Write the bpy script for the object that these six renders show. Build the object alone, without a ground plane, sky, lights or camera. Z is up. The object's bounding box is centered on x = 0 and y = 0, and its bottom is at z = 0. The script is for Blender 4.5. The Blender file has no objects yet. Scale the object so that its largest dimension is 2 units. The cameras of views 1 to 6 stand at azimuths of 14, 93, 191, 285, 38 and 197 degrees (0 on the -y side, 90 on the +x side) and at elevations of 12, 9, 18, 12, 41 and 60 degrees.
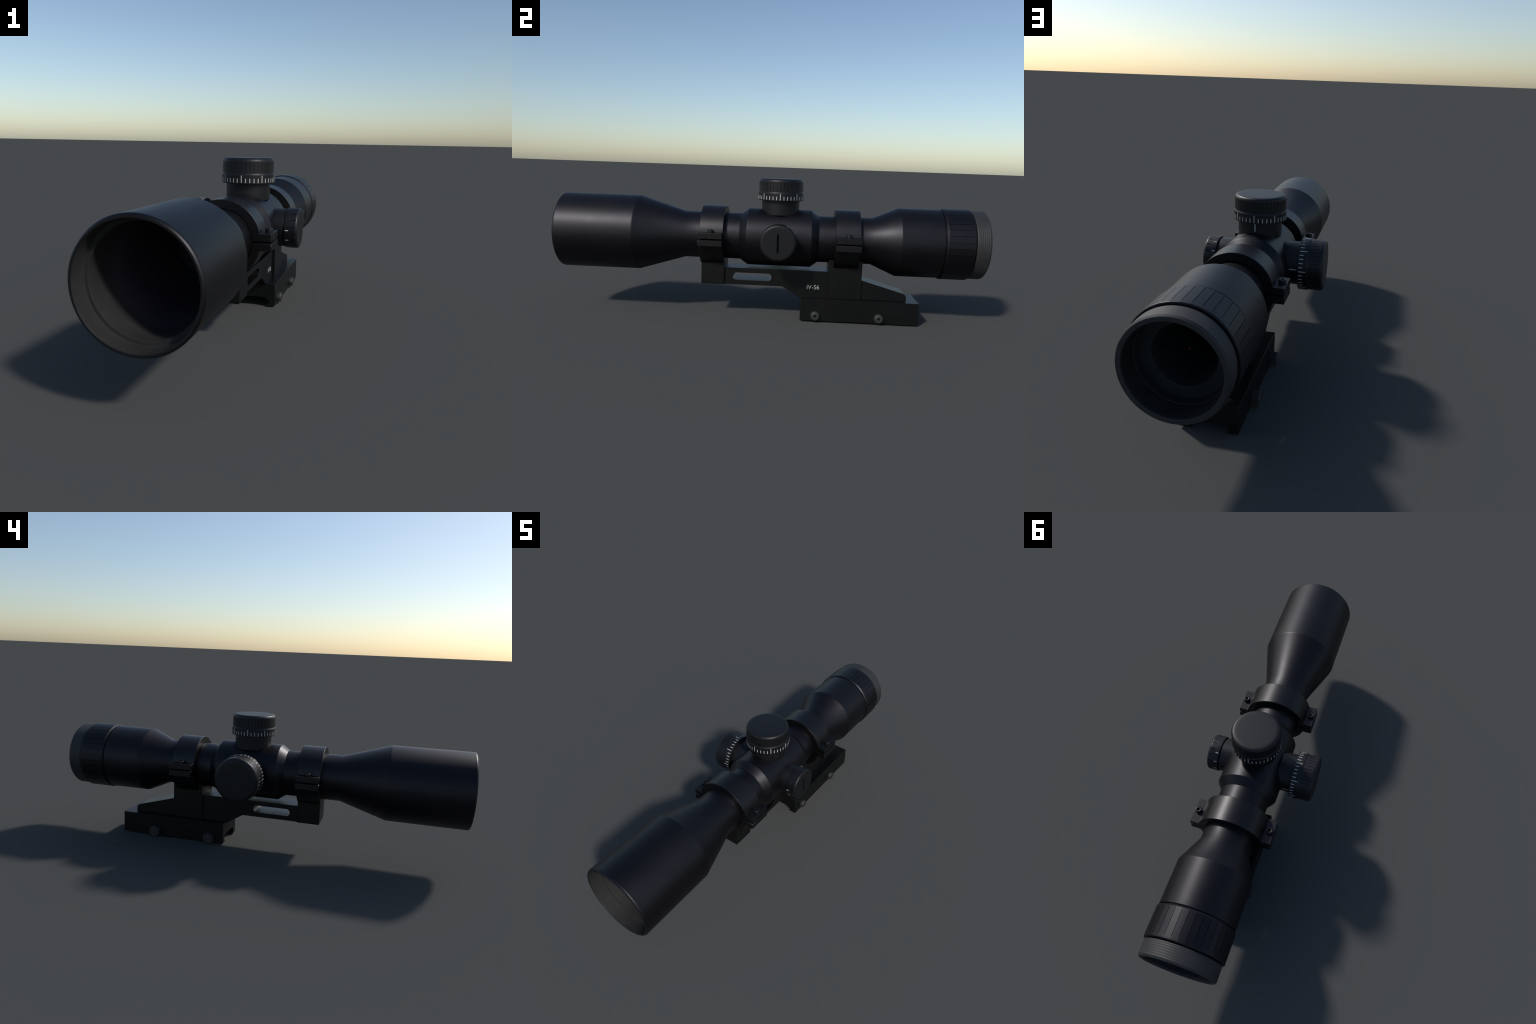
"""Black rifle scope in a cantilever rail mount: lathed optics body, turrets, clamp rings and mount."""
import bpy, bmesh, math
from math import sin, cos, tan, pi, radians, hypot, atan2, sqrt
from mathutils import Matrix, Vector

AX, AZ = 0.0285, 0.383          # optical axis: x and z (it runs along y)
TY = 0.0445                     # y of the turret cross
WORLD = {}                      # object name -> matrix in the scope's frame


# ------------------------------------------------------------------ materials
def material(name, base, rough, spec=0.5, grain=0.0, var=0.15, tint=None, emit=None):
    m = bpy.data.materials.new(name)
    m.use_nodes = True
    nt = m.node_tree
    bsdf = nt.nodes["Principled BSDF"]
    bsdf.inputs["Specular IOR Level"].default_value = spec
    if tint:
        bsdf.inputs["Specular Tint"].default_value = (*tint, 1)
    co = nt.nodes.new("ShaderNodeTexCoord")
    noise = nt.nodes.new("ShaderNodeTexNoise")
    noise.inputs["Scale"].default_value = 14.0
    noise.inputs["Detail"].default_value = 5.0
    nt.links.new(co.outputs["Object"], noise.inputs["Vector"])
    ramp = nt.nodes.new("ShaderNodeValToRGB")
    lo = [c * (1 - var) for c in base] + [1]
    hi = [c * (1 + var) for c in base] + [1]
    ramp.color_ramp.elements[0].position, ramp.color_ramp.elements[0].color = 0.35, lo
    ramp.color_ramp.elements[1].position, ramp.color_ramp.elements[1].color = 0.65, hi
    nt.links.new(noise.outputs["Fac"], ramp.inputs["Fac"])
    nt.links.new(ramp.outputs["Color"], bsdf.inputs["Base Color"])
    mr = nt.nodes.new("ShaderNodeMapRange")
    mr.inputs["To Min"].default_value = max(0.02, rough - 0.03)
    mr.inputs["To Max"].default_value = rough + 0.03
    nt.links.new(noise.outputs["Fac"], mr.inputs["Value"])
    nt.links.new(mr.outputs["Result"], bsdf.inputs["Roughness"])
    if grain:
        fine = nt.nodes.new("ShaderNodeTexNoise")
        fine.inputs["Scale"].default_value = 420.0
        nt.links.new(co.outputs["Object"], fine.inputs["Vector"])
        bump = nt.nodes.new("ShaderNodeBump")
        bump.inputs["Strength"].default_value = grain
        bump.inputs["Distance"].default_value = 0.001
        nt.links.new(fine.outputs["Fac"], bump.inputs["Height"])
        nt.links.new(bump.outputs["Normal"], bsdf.inputs["Normal"])
    if emit:
        bsdf.inputs["Emission Color"].default_value = (*emit[:3], 1)
        bsdf.inputs["Emission Strength"].default_value = emit[3]
    return m


BODY = material("black_anodised_tube", (0.0018, 0.0017, 0.0024), 0.44, 0.34, tint=(0.92, 0.90, 1.0))
RING = material("black_anodised_ring", (0.0022, 0.0022, 0.0025), 0.40, 0.40, tint=(0.96, 0.94, 1.0))
DIAL = material("satin_black_dial", (0.0052, 0.0053, 0.0057), 0.46, 0.36, tint=(0.93, 0.93, 1.0))
MOUNT = material("matte_black_mount", (0.0024, 0.0025, 0.0026), 0.40, 0.30)
RUBBER = material("grey_black_rubber", (0.0225, 0.0223, 0.0228), 0.62, 0.45)
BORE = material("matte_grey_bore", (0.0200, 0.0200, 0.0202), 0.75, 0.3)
RUBBER_IN = material("shade_darkened_rubber", (0.011, 0.012, 0.013), 0.7, 0.3)  # same rubber as outside, colour darkened for the shadow inside the cup
TUNNEL = material("matte_black_tunnel", (0.022, 0.026, 0.028), 0.7, 0.3)  # black lightened to put the lens sheen into the wall colour
STEEL = material("dark_steel_bolt", (0.024, 0.025, 0.025), 0.50, 0.45)
SCREW = material("black_oxide_screw", (0.008, 0.008, 0.009), 0.36, 0.32)
RETAINER = material("blue_black_retainer", (0.014, 0.018, 0.020), 0.6, 0.3)
HOLE = material("socket_black", (0.003, 0.003, 0.003), 0.7, 0.2)
PAINT = material("white_marking_paint", (0.41, 0.41, 0.40), 0.6, 0.3, var=0.05)
GLASS_FRONT = material("shade_tinted_objective_glass", (0.040, 0.034, 0.050), 0.25, 0.3)  # purple mixed into the base for the dim light deep in the bell
GLASS_REAR = material("dark_eyepiece_glass", (0.022, 0.028, 0.028), 0.2, 0.3)  # faint grey-green reflection baked into the glass colour
ETCH = material("etched_black_line", (0.0008, 0.0008, 0.0008), 0.7, 0.05)
REDDOT = material("illuminated_red_dot", (0.5, 0.02, 0.01), 0.5, 0.2, emit=(1.0, 0.05, 0.02, 0.06))


# bore colour lifted to purple with depth, painting in the shadowed barrel's tone
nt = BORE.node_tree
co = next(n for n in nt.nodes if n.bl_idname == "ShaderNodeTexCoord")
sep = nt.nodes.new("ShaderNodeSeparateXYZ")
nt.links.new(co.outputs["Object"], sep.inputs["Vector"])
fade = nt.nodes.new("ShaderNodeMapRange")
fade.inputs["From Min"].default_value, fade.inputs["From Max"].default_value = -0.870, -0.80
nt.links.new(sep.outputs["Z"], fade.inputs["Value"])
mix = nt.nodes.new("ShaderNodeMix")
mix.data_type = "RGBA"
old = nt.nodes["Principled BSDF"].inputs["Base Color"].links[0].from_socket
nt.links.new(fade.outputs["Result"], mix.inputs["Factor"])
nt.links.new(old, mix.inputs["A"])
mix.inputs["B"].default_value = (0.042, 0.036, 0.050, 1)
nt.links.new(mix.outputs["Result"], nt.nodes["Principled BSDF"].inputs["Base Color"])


# ------------------------------------------------------------------ helpers
def link(name, mesh, parent=None, world=Matrix(), kind=None):
    ob = bpy.data.objects.new(name, mesh)
    bpy.context.scene.collection.objects.link(ob)
    WORLD[ob.name] = world.copy()
    if parent is not None:
        ob.parent = parent
        ob.matrix_basis = WORLD[parent.name].inverted() @ world
    else:
        ob.matrix_basis = world
    if kind:
        ob["kind"] = kind
    return ob


def fillet(pts, n=5, closed=False, hold=0.0):
    """pts: (a, b) or (a, b, radius). Rounds the corners that carry a radius.
    hold > 0 adds a point that far outside each arc, so that the long faces shade flat."""
    out, N = [], len(pts)
    for i, p in enumerate(pts):
        r = p[2] if len(p) > 2 else 0
        if not r or (not closed and i in (0, N - 1)):
            out.append((p[0], p[1]))
            continue
        P = Vector(p[:2])
        u = (Vector(pts[i - 1][:2]) - P)
        v = (Vector(pts[(i + 1) % N][:2]) - P)
        lu, lv = u.length, v.length
        u.normalize(); v.normalize()
        half = u.angle(v) / 2
        ku = 0.49 if len(pts[i - 1]) > 2 else 0.97      # share the edge with a rounded neighbour
        kv = 0.49 if len(pts[(i + 1) % N]) > 2 else 0.97
        t = min(r / tan(half), lu * ku, lv * kv)
        rr = t * tan(half)
        c = P + (u + v).normalized() * (rr / sin(half))
        a0, a1 = P + u * t - c, P + v * t - c
        s, e = atan2(a0.y, a0.x), atan2(a1.y, a1.x)
        d = (e - s + pi) % (2 * pi) - pi
        if hold and t + hold < lu * 0.49:
            out.append(tuple(P + u * (t + hold)))
        for k in range(n + 1):
            a = s + d * k / n
            out.append((c.x + rr * cos(a), c.y + rr * sin(a)))
        if hold and t + hold < lv * 0.49:
            out.append(tuple(P + v * (t + hold)))
    return out


def finish(bm, name, mats, sharp=32):
    bmesh.ops.recalc_face_normals(bm, faces=bm.faces[:])
    me = bpy.data.meshes.new(name)
    bm.to_mesh(me)
    bm.free()
    for m in (mats if isinstance(mats, (list, tuple)) else [mats]):
        me.materials.append(m)
    for p in me.polygons:
        p.use_smooth = True
    me.set_sharp_from_angle(angle=radians(sharp))
    return me


def lathe(name, prof, mats, n=128, angles=None, rf=None, closed=False, mat_of=None, sharp=32):
    """Revolve prof = [(s, r)...] about local z. rf(i, theta, s, r) may reshape the radius."""
    th = angles or [2 * pi * k / n for k in range(n)]
    bm = bmesh.new()
    rings = []
    for i, (s, r) in enumerate(prof):
        if r < 1e-6:
            rings.append([bm.verts.new((0, 0, s))])
            continue
        row = []
        for a in th:
            q = rf(i, a, s, r) if rf else r
            row.append(bm.verts.new((q * cos(a), q * sin(a), s)))
        rings.append(row)
    pairs = list(zip(range(len(prof) - 1), range(1, len(prof))))
    if closed:
        pairs.append((len(prof) - 1, 0))
    for i, j in pairs:
        A, B = rings[i], rings[j]
        for k in range(len(th)):
            l = (k + 1) % len(th)
            if len(A) == 1 and len(B) == 1:
                continue
            if len(A) == 1:
                f = bm.faces.new((A[0], B[k], B[l]))
            elif len(B) == 1:
                f = bm.faces.new((A[k], A[l], B[0]))
            else:
                f = bm.faces.new((A[k], A[l], B[l], B[k]))
            if mat_of:
                f.material_index = mat_of(i, j)
    return finish(bm, name, mats, sharp)


def weighted(ob):
    w = ob.modifiers.new("weighted", "WEIGHTED_NORMAL")
    w.keep_sharp = True
    return ob


def prism(name, poly, d0, d1, mats, frame):
    """Extrude a 2D polygon (a, b) from d0 to d1; frame(a, b, d) gives the 3D point."""
    bm = bmesh.new()
    A = [bm.verts.new(frame(a, b, d0)) for a, b in poly]
    B = [bm.verts.new(frame(a, b, d1)) for a, b in poly]
    bm.faces.new(A)
    bm.faces.new(B)
    for k in range(len(poly)):
        l = (k + 1) % len(poly)
        bm.faces.new((A[k], A[l], B[l], B[k]))
    return finish(bm, name, mats, 32)


def soften(ob, width, seg=3, angle=32):
    b = ob.modifiers.new("bevel", "BEVEL")
    b.width, b.segments, b.limit_method, b.angle_limit = width, seg, "ANGLE", radians(angle)
    b.harden_normals = False
    return weighted(ob)


def carve(mesh, cutters):
    """Subtract closed cutter meshes from a mesh and return the result."""
    ob = bpy.data.objects.new("tmp_target", mesh)
    bpy.context.scene.collection.objects.link(ob)
    temps = []
    for c in cutters:
        co = bpy.data.objects.new("tmp_cutter", c)
        bpy.context.scene.collection.objects.link(co)
        m = ob.modifiers.new("cut", "BOOLEAN")
        m.operation, m.solver, m.object = "DIFFERENCE", "EXACT", co
        temps.append(co)
    dg = bpy.context.evaluated_depsgraph_get()
    res = bpy.data.meshes.new_from_object(ob.evaluated_get(dg))
    for o in temps + [ob]:
        bpy.data.objects.remove(o)
    for p in res.polygons:
        p.use_smooth = True
    res.set_sharp_from_angle(angle=radians(32))
    return res


def groove_angles(count, width, offset=0.0, fill=4):
    """Angles for a lathe with `count` narrow grooves: two walls, a floor and the land between."""
    out, step = [], 2 * pi / count
    for k in range(count):
        c = offset + k * step
        out += [c - width / 2, c - width * 0.22, c + width * 0.22, c + width / 2]
        land = step - width
        out += [c + width / 2 + land * j / fill for j in range(1, fill)]
    return out


def groove_depth(a, count, width, offset, depth):
    step = 2 * pi / count
    d = abs((a - offset + step / 2) % step - step / 2)
    return depth if d < width * 0.3 else 0.0


# frames: local z of a lathe points along the named axis
ALONG_Y = Matrix(((1, 0, 0, AX), (0, 0, 1, 0), (0, -1, 0, AZ), (0, 0, 0, 1)))
UP = Matrix.Translation((AX, TY, AZ))
LEFT = Matrix(((0, 0, -1, AX), (1, 0, 0, TY), (0, -1, 0, AZ), (0, 0, 0, 1)))
RIGHT = Matrix(((0, 0, 1, AX), (1, 0, 0, TY), (0, 1, 0, AZ), (0, 0, 0, 1)))

# ------------------------------------------------------------------ root
root = bpy.data.objects.new("rifle_scope", None)
bpy.context.scene.collection.objects.link(root)
WORLD[root.name] = Matrix()
root["label"] = "black rifle scope with turrets on a cantilever rail mount"
root["category"] = "rifle scope"
root.empty_display_size = 0.2

# ------------------------------------------------------------------ objective bell
R_TUBE, R_BELL, R_HOUSE, R_OC = 0.1108, 0.1785, 0.1366, 0.1624
bell = fillet([
    (-0.445, 0.104), (-0.640, 0.1515), (-0.9425, 0.1532, 0.0012), (-0.9425, 0.1663, 0.0012),
    (-1.0, 0.1663, 0.0012), (-1.0, 0.1726), (-0.9965, 0.1766), (-0.9930, R_BELL), (-0.9900, R_BELL),
    (-0.6290, R_BELL, 0.022), (-0.4076, R_TUBE), (-0.330, R_TUBE), (-0.330, 0.098), (-0.445, 0.098)], 5, hold=0.003)


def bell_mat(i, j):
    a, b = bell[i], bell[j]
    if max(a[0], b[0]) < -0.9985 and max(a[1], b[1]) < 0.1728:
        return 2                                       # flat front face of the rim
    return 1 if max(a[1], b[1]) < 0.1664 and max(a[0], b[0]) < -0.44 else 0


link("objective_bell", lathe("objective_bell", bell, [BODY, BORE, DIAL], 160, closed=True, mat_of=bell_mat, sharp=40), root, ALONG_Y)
lens = [(-0.455 - 0.012 * (1 - (k / 12) ** 2), 0.1058 * k / 12) for k in range(13)] + [(-0.450, 0.1055), (-0.450, 0)]
link("objective_lens", lathe("objective_lens", lens, GLASS_FRONT, 96), root, ALONG_Y)

# ------------------------------------------------------------------ main tube, turret housing
tube = [(-0.3299, 0.098), (-0.3299, R_TUBE), (0.4099, R_TUBE), (0.4099, 0.098)]
weighted(link("main_tube", lathe("main_tube", tube, BODY, 160, closed=True), root, ALONG_Y))
house = fillet([(-0.1404, R_TUBE - 0.004), (-0.1404, R_TUBE + 0.0004, 0.001), (-0.1040, R_HOUSE, 0.006), (0.1955, R_HOUSE, 0.006),
                (0.2300, R_TUBE + 0.0004, 0.001), (0.2300, R_TUBE - 0.004)], 5)
weighted(link("turret_housing", lathe("turret_housing", house, BODY, 160, closed=True), root, ALONG_Y))

# ------------------------------------------------------------------ ocular housing, power ring, eyecup
ocular = fillet([(0.4100, 0.098), (0.4100, R_TUBE), (0.4824, R_TUBE), (0.6000, R_OC, 0.018), (0.7945, R_OC, 0.0015), (0.7945, 0.1555),
                 (0.8005, 0.1555), (0.8005, 0.098)], 5, hold=0.003)
link("ocular_housing", lathe("ocular_housing", ocular, BODY, 160, closed=True, sharp=40), root, ALONG_Y)

R_PR, NG, WG = 0.1673, 36, 0.0019 / 0.1673
ring_prof = fillet([(0.7990, 0.150), (0.7990, 0.1622, 0.001), (0.8058, R_PR, 0.003), (0.8108, R_PR), (0.8118, R_PR + 1e-5),
                    (0.9125, R_PR + 1e-5), (0.9135, R_PR), (0.9295, R_PR, 0.0045), (0.9295, 0.143), (0.9200, 0.143), (0.9200, 0.150)], 4)
lo, hi = 0.8115, 0.9130


def ring_rf(i, a, s, r):
    if r < 0.1635:
        return r
    step = 2 * pi / NG
    d = (a + step / 2) % step - step / 2          # distance from the nearest groove
    e = step / 2 - abs(d)                         # distance from the middle of a land
    q = r - 0.0003 * (1 - (e / (step / 2)) ** 2)  # lands slightly flattened, as cut by a straight tool
    if lo < s < hi:
        q -= groove_depth(a, NG, WG, 0, 0.0028)
    return q


weighted(link("power_ring", lathe("power_ring", ring_prof, BODY, angles=groove_angles(NG, WG, 0, 5), rf=ring_rf, closed=True, sharp=28), root, ALONG_Y))

cup = [(0.9338, 0.1425), (0.9340, 0.1500), (0.9345, 0.1588)]
for k in range(6):                                 # six shallow rings round the rubber
    s = 0.9425 + k * 0.0088
    cup += [(s - 0.0030, 0.1602), (s - 0.0010, 0.1596), (s + 0.0010, 0.1596), (s + 0.0030, 0.1602)]
cup += fillet([(0.9910, 0.1602), (0.9925, 0.1602, 0.003), (1.0, 0.1552, 0.0025), (1.0, 0.1413, 0.0025), (0.990, 0.1408)], 4)
for k in range(6):
    s = 0.9850 - k * 0.0085
    r = 0.1413 - (1.0 - s) * 0.062
    cup += [(s + 0.0026, r), (s + 0.0010, r + 0.0007), (s - 0.0010, r + 0.0007), (s - 0.0026, r - 0.0002)]
cup += [(0.9365, 0.1374), (0.9360, 0.1425)]
weighted(link("eyecup", lathe("eyecup", cup, [RUBBER, RUBBER_IN], 160, closed=True, mat_of=lambda i, j: 1 if max(cup[i][1], cup[j][1]) < 0.1424 and max(cup[i][0], cup[j][0]) < 0.9975 else 0), root, ALONG_Y))

inner = fillet([(0.9299, 0.1430), (0.9335, 0.1418), (0.9335, 0.1355, 0.002), (0.9075, 0.1320), (0.9060, 0.1320), (0.9060, 0.0963, 0.0015),
                (0.6000, 0.0935), (0.4300, 0.0925), (0.4300, 0.0965), (0.7900, 0.0975), (0.8600, 0.1400), (0.9299, 0.1400)], 4)
weighted(link("eyepiece_retainer", lathe("eyepiece_retainer", inner, [RETAINER, TUNNEL], 128, closed=True, mat_of=lambda i, j: 1 if max(inner[i][1], inner[j][1]) < 0.0975 and max(inner[i][0], inner[j][0]) < 0.9055 else 0), root, ALONG_Y))
eye = [(0.440 + 0.004 * (1 - (k / 10) ** 2), 0.0930 * k / 10) for k in range(11)] + [(0.435, 0.0930), (0.435, 0)]
eye_lens = link("eyepiece_lens", lathe("eyepiece_lens", eye, GLASS_REAR, 96), root, ALONG_Y)


def box(name, sx, sy, sz, mat):
    bm = bmesh.new()
    bmesh.ops.create_cube(bm, size=1.0)
    bmesh.ops.scale(bm, vec=(sx, sy, sz), verts=bm.verts)
    return finish(bm, name, mat)


bar = box("reticle_post", 0.048, 0.0010, 0.0030, ETCH)
hair = box("reticle_hair", 0.046, 0.0008, 0.0006, ETCH)
for k in range(4):
    turn = Matrix.Translation((AX, 0.8695, AZ)) @ Matrix.Rotation(k * pi / 2, 4, "Y")
    link("reticle_post", bar, eye_lens, turn @ Matrix.Translation((0.0695, -0.0035, 0)))
    link("reticle_hair", hair, eye_lens, turn @ Matrix.Translation((0.0230, -0.0035, 0)))
dot = lathe("aiming_dot", [(-0.0005, 0), (-0.0005, 0.0016), (0.0009, 0.0016), (0.0009, 0)], REDDOT, 16)
link("aiming_dot", dot, eye_lens, Matrix.Translation((AX, 0.8664, AZ)) @ ALONG_Y.to_3x3().to_4x4())

# ------------------------------------------------------------------ turrets
R_DIAL, R_CAP, R_NECK = 0.1077, 0.1047, 0.0892
neck = fillet([(0.085, 0), (0.085, 0.070), (0.1115, 0.070), (0.1115, R_NECK, 0.0015), (0.1825, R_NECK), (0.1825, 0)], 3)
dial = fillet([(0.1795, 0.080), (0.1795, R_DIAL, 0.0016), (0.2150, R_DIAL, 0.006), (0.2220, R_CAP - 0.001), (0.2215, 0.080)], 4)
NC, WC = 40, 0.0027 / R_CAP
cap = fillet([(0.2200, 0.080), (0.2200, R_CAP), (0.2232, R_CAP), (0.2245, R_CAP + 1e-5), (0.2645, R_CAP + 1e-5), (0.2657, R_CAP),
              (0.2800, R_CAP, 0.0140), (0.2805, 0.080), (0.2806, 0.05), (0.2805, 0)], 5)


def cap_rf(i, a, s, r):
    return r - groove_depth(a, NC, WC, 0, 0.0015) if 0.2240 < s < 0.2651 and r > 0.09 else r


def mark(name, length, width, thick=0.0014):
    bm = bmesh.new()
    bmesh.ops.create_cube(bm, size=1.0)
    bmesh.ops.scale(bm, vec=(thick, width, length), verts=bm.verts)
    return finish(bm, name, PAINT)


MINOR, MAJOR, INDEX = mark("tick_mark", 0.0166, 0.0034), mark("tick_mark_long", 0.0284, 0.0034), mark("index_mark", 0.0306, 0.0046)
neck_me = lathe("turret_neck", neck, DIAL, 128)
dial_me = lathe("turret_dial", dial, DIAL, 160, closed=True)
cap_me = lathe("turret_cap", cap, DIAL, angles=groove_angles(NC, WC, 0, 4), rf=cap_rf, sharp=40)
for name, frame, index_at in (("elevation_turret", UP, pi / 2), ("windage_turret", LEFT, 0.0)):
    t = weighted(link(name, neck_me, root, frame))
    weighted(link("turret_dial", dial_me, t, frame))
    link("turret_cap", cap_me, t, frame)
    for k in range(40):
        long = k % 5 == 0
        L = 0.0288 if long else 0.0170
        spin = frame @ Matrix.Rotation(k * 2 * pi / 40, 4, "Z")
        link("tick_mark", MAJOR if long else MINOR, t, spin @ Matrix.Translation((R_DIAL - 0.0003, 0, 0.1838 + L / 2)))
    spin = frame @ Matrix.Rotation(index_at, 4, "Z")
    link("index_mark", INDEX, t, spin @ Matrix.Translation((R_NECK - 0.0003, 0, 0.1595)))

# illumination knob on the right
R_KN, R_KNECK = 0.0817, 0.0770
kneck = fillet([(0.085, 0), (0.085, 0.060), (0.1115, 0.060), (0.1115, R_KNECK, 0.0015), (0.1655, R_KNECK, 0.001), (0.1655, 0.0730), (0.1760, 0.0730), (0.1760, 0)], 3)
NK, WK = 18, 0.0036 / R_KN
OFFK = radians(10)
knob = fillet([(0.1690, 0), (0.1690, 0.0740), (0.1700, R_KN, 0.0018), (0.1935, R_KN), (0.1947, R_KN + 1e-5), (0.2130, R_KN + 1e-5), (0.2235, R_KN, 0.0100),
               (0.2235, 0.065), (0.2235, 0.05), (0.2235, 0)], 5)


def knob_rf(i, a, s, r):
    return r - groove_depth(a, NK, WK, OFFK, 0.0028) if 0.1945 < s < 0.2160 and r > 0.078 else r


kn_me = lathe("knob_cap", knob, DIAL, angles=groove_angles(NK, WK, OFFK, 9), rf=knob_rf)
cut = box("cut", 0.0090, 0.0826, 0.026, HOLE)
for p_ in cut.polygons:
    p_.use_smooth = False
cut.transform(Matrix.Translation((0, 0, 0.2235)))
kn_me = carve(kn_me, [cut])
kn_me.materials.append(HOLE)
for p_ in kn_me.polygons:
    c_ = p_.center
    if abs(c_.x) < 0.0050 and abs(c_.y) < 0.0416 and c_.z < 0.2233 and c_.z > 0.205:
        p_.material_index = 1
kn = weighted(link("illumination_knob", lathe("knob_neck", kneck, DIAL, 128), root, RIGHT))
link("knob_cap", kn_me, kn, RIGHT)
KTICK = mark("knob_tick_mark", 0.0132, 0.0042)
for k in range(9):
    spin = RIGHT @ Matrix.Rotation(radians(60 - 30 * k), 4, "Z")
    link("tick_mark", KTICK, kn, spin @ Matrix.Translation((R_KN - 0.0004, 0, 0.1810)))


# ------------------------------------------------------------------ clamp rings
def arc(r, a0, a1, n):
    return [(r * cos(a0 + (a1 - a0) * k / n), r * sin(a0 + (a1 - a0) * k / n)) for k in range(n + 1)]


R_RO, R_RI, TAB = 0.1436, 0.1124, 0.1813


def xz(a, b, d):
    return (a, d, b)


def upper_ring():
    o = math.asin(0.0285 / R_RO)
    i = math.asin(0.0022 / R_RI)
    return [(TAB, 0.0022), (TAB, 0.0287)] + arc(R_RO, o, pi - o, 72) + [(-TAB, 0.0287), (-TAB, 0.0022)] + arc(R_RI, pi - i, i, 64)


def lower_ring(ext):
    o = math.asin(0.0316 / R_RO)
    i = math.asin(0.0038 / R_RI)
    t = TAB + ext
    return [(t, -0.0038), (t, -0.0316)] + arc(R_RO, -o, o - pi, 72) + [(-t, -0.0316), (-t, -0.0038)] + arc(R_RI, i - pi, -i, 64)


def hexa(r):
    return lambda a: r * cos(pi / 6) / cos((a % (pi / 3)) - pi / 6)


def socket_head(name, r, h, rs, depth, mat, round_=0.003):
    hx = hexa(rs)
    prof = fillet([(0, 0), (0, r), (h, r, round_), (h, rs * 1.25, 0.0006), (h - 0.0006, rs), (h - depth, rs), (h - depth, 0)], 4)
    top = len(prof) - 3

    def rf(i, a, s, q):
        return hx(a) if i >= top else q
    return lathe(name, prof, [mat, HOLE], 48, rf=rf, mat_of=lambda i, j: 1 if i >= top else 0)


SCREW_ME = socket_head("clamp_screw", 0.0143, 0.0148, 0.0068, 0.010, SCREW, 0.005)
for yc, half, ext in ((-0.26685, 0.05485, 0.0018), (0.36295, 0.05655, 0.0004)):
    at = Matrix.Translation((AX, yc, AZ))
    lo_me = prism("scope_ring", lower_ring(ext), -half - ext, half + ext * 0.5, RING, xz)
    up_me = prism("ring_cap", upper_ring(), -half, half, RING, xz)
    base = link("scope_ring", lo_me, root, at)
    soften(base, 0.0019 if ext > 0.001 else 0.0012, 1 if ext > 0.001 else 2)
    soften(link("ring_cap", up_me, base, at), 0.0010, 2)
    for sx in (1, -1):
        link("clamp_screw", SCREW_ME, base, Matrix.Translation((AX + sx * 0.1622, yc, AZ + 0.0285)))

# ------------------------------------------------------------------ rail mount
HB, HA, HR, HC = 0.0700, 0.0600, 0.0597, 0.1010          # half widths: ring block, arm, ramp, rail clamp
ZB = 0.1085


def clamp_profile():
    right = [(HC, ZB), (HC, 0.0042), (0.0608, 0.0042), (0.0634, 0.0078, 0.001), (0.0772, 0.0205, 0.003), (0.0565, 0.0425)]
    left = [(-p[0], *p[1:]) for p in reversed(right)]
    return fillet(right + left, 3, closed=True)


clamp = prism("rail_clamp", clamp_profile(), 0.1577, 0.7112, MOUNT, xz)
clamp_ob = soften(link("rail_clamp", clamp, root, Matrix.Translation((AX, 0, 0))), 0.0006, 1)


def yz(a, b, d):
    return (d, a, b)


arm_poly = [(-0.2140, 0.1545), (0.0690, 0.1545), (0.1600, 0.0985), (0.3000, 0.0985), (0.3000, 0.2357), (-0.2140, 0.2357)]
arm_me = prism("mount_arm", fillet([(-0.2140, 0.1545), (0.0690, 0.1545, 0.02), (0.1600, 0.0985), (0.3000, 0.0985), (0.3000, 0.2357), (-0.2140, 0.2357)], 4), -HA, HA, MOUNT, yz)
r_s = 0.0179
slot_poly = [(p + (-0.0032), q + 0.1952) for p, q in arc(r_s, -pi / 2, pi / 2, 16)]
slot_poly = [(0.0150 - r_s + r_s * cos(a), 0.1952 + r_s * sin(a)) for a in [-pi / 2 + pi * k / 16 for k in range(17)]]
slot_poly += [(-0.1715 + r_s + r_s * cos(a), 0.1952 + r_s * sin(a)) for a in [pi / 2 + pi * k / 16 for k in range(17)]]
arm_me = carve(arm_me, [prism("slot", slot_poly, -0.1, 0.1, MOUNT, yz)])
arm = link("mount_arm", arm_me, root, Matrix.Translation((AX, 0, 0)))
soften(arm, 0.0006, 2)

R_F = 0.128
i_f = math.asin(HB / R_F)
front = [(-HB, 0.1540, 0.004), (HB, 0.1540, 0.004)] + [(R_F * sin(a), AZ - R_F * cos(a)) for a in [i_f - 2 * i_f * k / 24 for k in range(25)]]
front_ob = link("ring_block", prism("ring_block", fillet(front, 3, closed=True), -0.3207, -0.2106, MOUNT, xz), arm, Matrix.Translation((AX, 0, 0)))
soften(front_ob, 0.0030, 3, 50)
R_CUT = 0.1135
i_r = math.asin(0.0670 / R_CUT)
rear = [(-HB, 0.1090), (HB, 0.1090), (HB, 0.2925), (0.0672, 0.2925)] + [(R_CUT * sin(a), AZ - R_CUT * cos(a)) for a in [i_r - 2 * i_r * k / 24 for k in range(25)]] + [(-0.0672, 0.2925), (-HB, 0.2925)]
rear_ob = link("ring_block", prism("ring_block", rear, 0.2840, 0.4415, MOUNT, xz), arm, Matrix.Translation((AX, 0, 0)))
soften(rear_ob, 0.0007, 2, 40)
ramp = fillet([(0.4420, 0.1090), (0.4420, 0.2010), (0.6575, 0.1400, 0.022), (0.6575, 0.1090)], 5)
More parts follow.
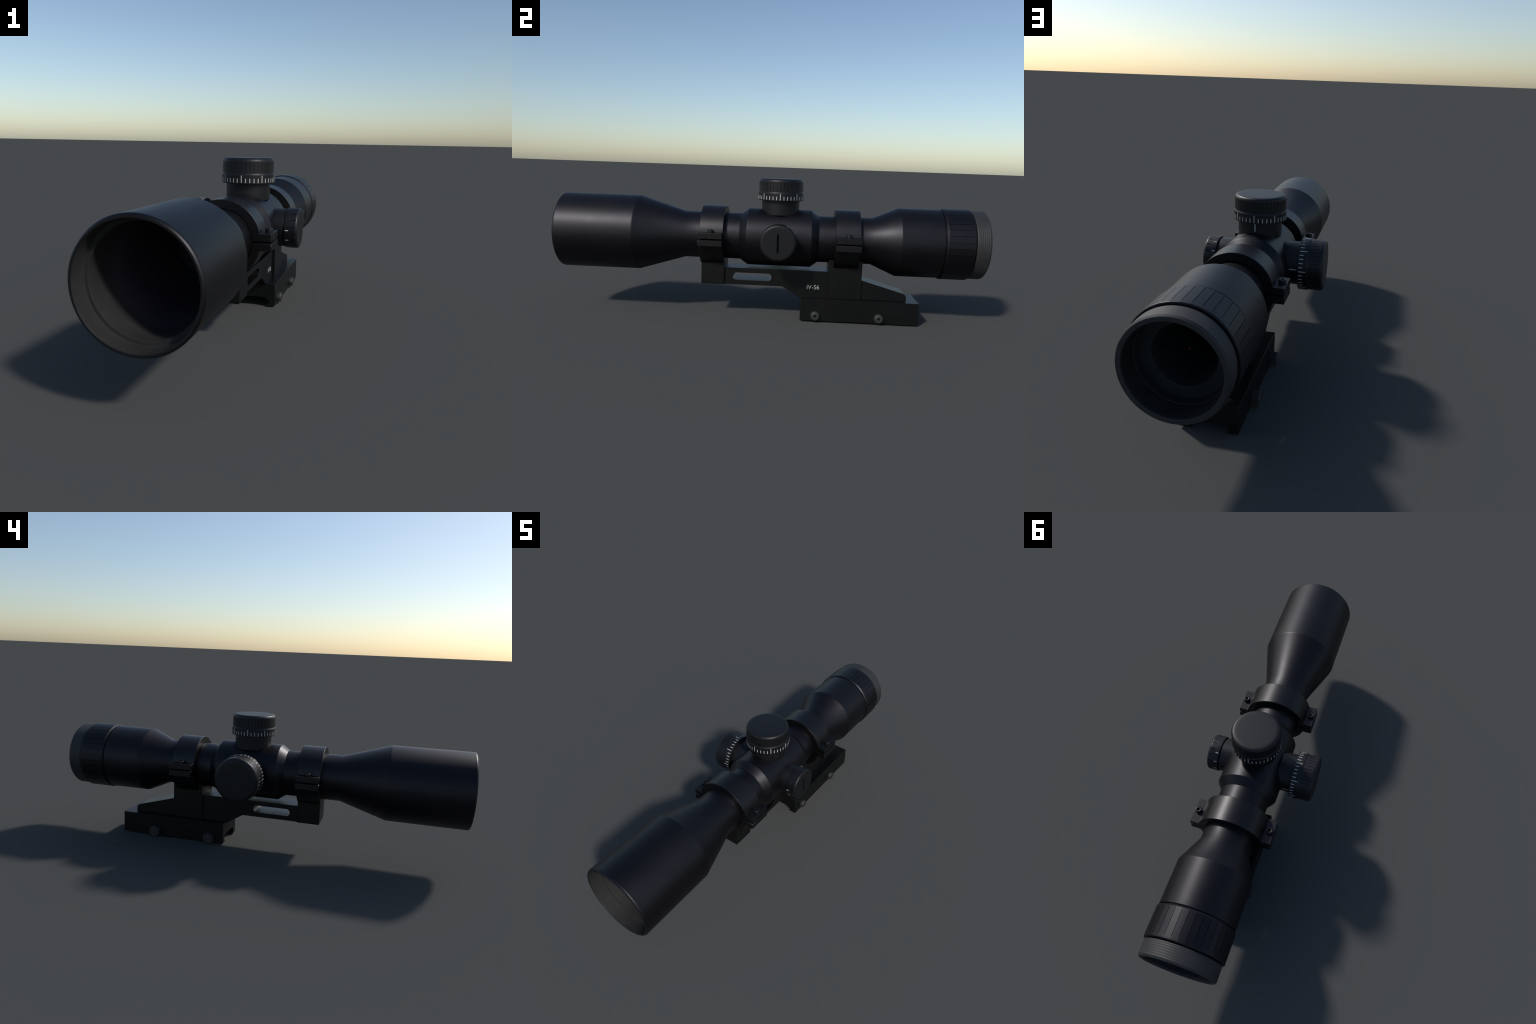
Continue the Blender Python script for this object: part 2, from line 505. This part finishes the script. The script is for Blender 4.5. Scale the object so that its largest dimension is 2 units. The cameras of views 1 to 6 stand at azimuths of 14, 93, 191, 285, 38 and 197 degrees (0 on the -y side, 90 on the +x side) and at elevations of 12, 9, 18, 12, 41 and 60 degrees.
soften(link("mount_ramp", prism("mount_ramp", ramp, -HR, HR, MOUNT, yz), arm, Matrix.Translation((AX, 0, 0))), 0.0006, 2)

# cross bolts: button heads on the right, hex nuts with the thread end on the left
bolt_me = socket_head("cross_bolt", 0.0220, 0.0185, 0.0060, 0.009, STEEL, 0.0095)
hx = hexa(0.0286)
nut_prof = [(0, 0), (0, 0.0272), (0.0010, 0.0286), (0.0262, 0.0286), (0.0275, 0.0270), (0.0275, 0.0135), (0.0262, 0.0118), (0.0262, 0)]
nut_me = lathe("hex_nut", nut_prof, STEEL, 48, rf=lambda i, a, s, r: hx(a) * r / 0.0286 if i in (1, 2, 3, 4) else min(r, hx(a)))
end_me = lathe("thread_end", fillet([(0.015, 0), (0.015, 0.0113), (0.0290, 0.0113, 0.0035), (0.0290, 0)], 3), STEEL, 32)
for y in (0.2290, 0.5268):
    right = Matrix(((0, 0, 1, AX + HC - 0.0005), (1, 0, 0, y), (0, 1, 0, 0.0292), (0, 0, 0, 1)))
    left = Matrix(((0, 0, -1, AX - HC + 0.0005), (0, 1, 0, y), (1, 0, 0, 0.0287), (0, 0, 0, 1)))
    link("cross_bolt", bolt_me, clamp_ob, right)
    nut = link("hex_nut", nut_me, clamp_ob, left)
    link("thread_end", end_me, clamp_ob, left)

# lettering on the right side of the arm
cu = bpy.data.curves.new("lettering", "FONT")
cu.body = "IV-S6"
cu.extrude = 0.02
cu.offset = -0.008
tmp = bpy.data.objects.new("tmp_text", cu)
bpy.context.scene.collection.objects.link(tmp)
dg = bpy.context.evaluated_depsgraph_get()
txt = bpy.data.meshes.new_from_object(tmp.evaluated_get(dg))
bpy.data.objects.remove(tmp)
xs = [v.co.x for v in txt.vertices]; ys = [v.co.y for v in txt.vertices]
sx, sy = 0.0580 / (max(xs) - min(xs)), 0.0205 / (max(ys) - min(ys))
txt.transform(Matrix.Diagonal((sx, sy, 0.0007 / 0.02, 1)) @ Matrix.Translation((-min(xs), -min(ys), 0)))
txt.materials.clear()
txt.materials.append(PAINT)
link("lettering", txt, arm, Matrix(((0, 0, 1, AX + HA), (1, 0, 0, 0.1862), (0, 1, 0, 0.1477), (0, 0, 0, 1))))

# ------------------------------------------------------------------ hang the part hierarchy under the root
bpy.context.view_layer.update()
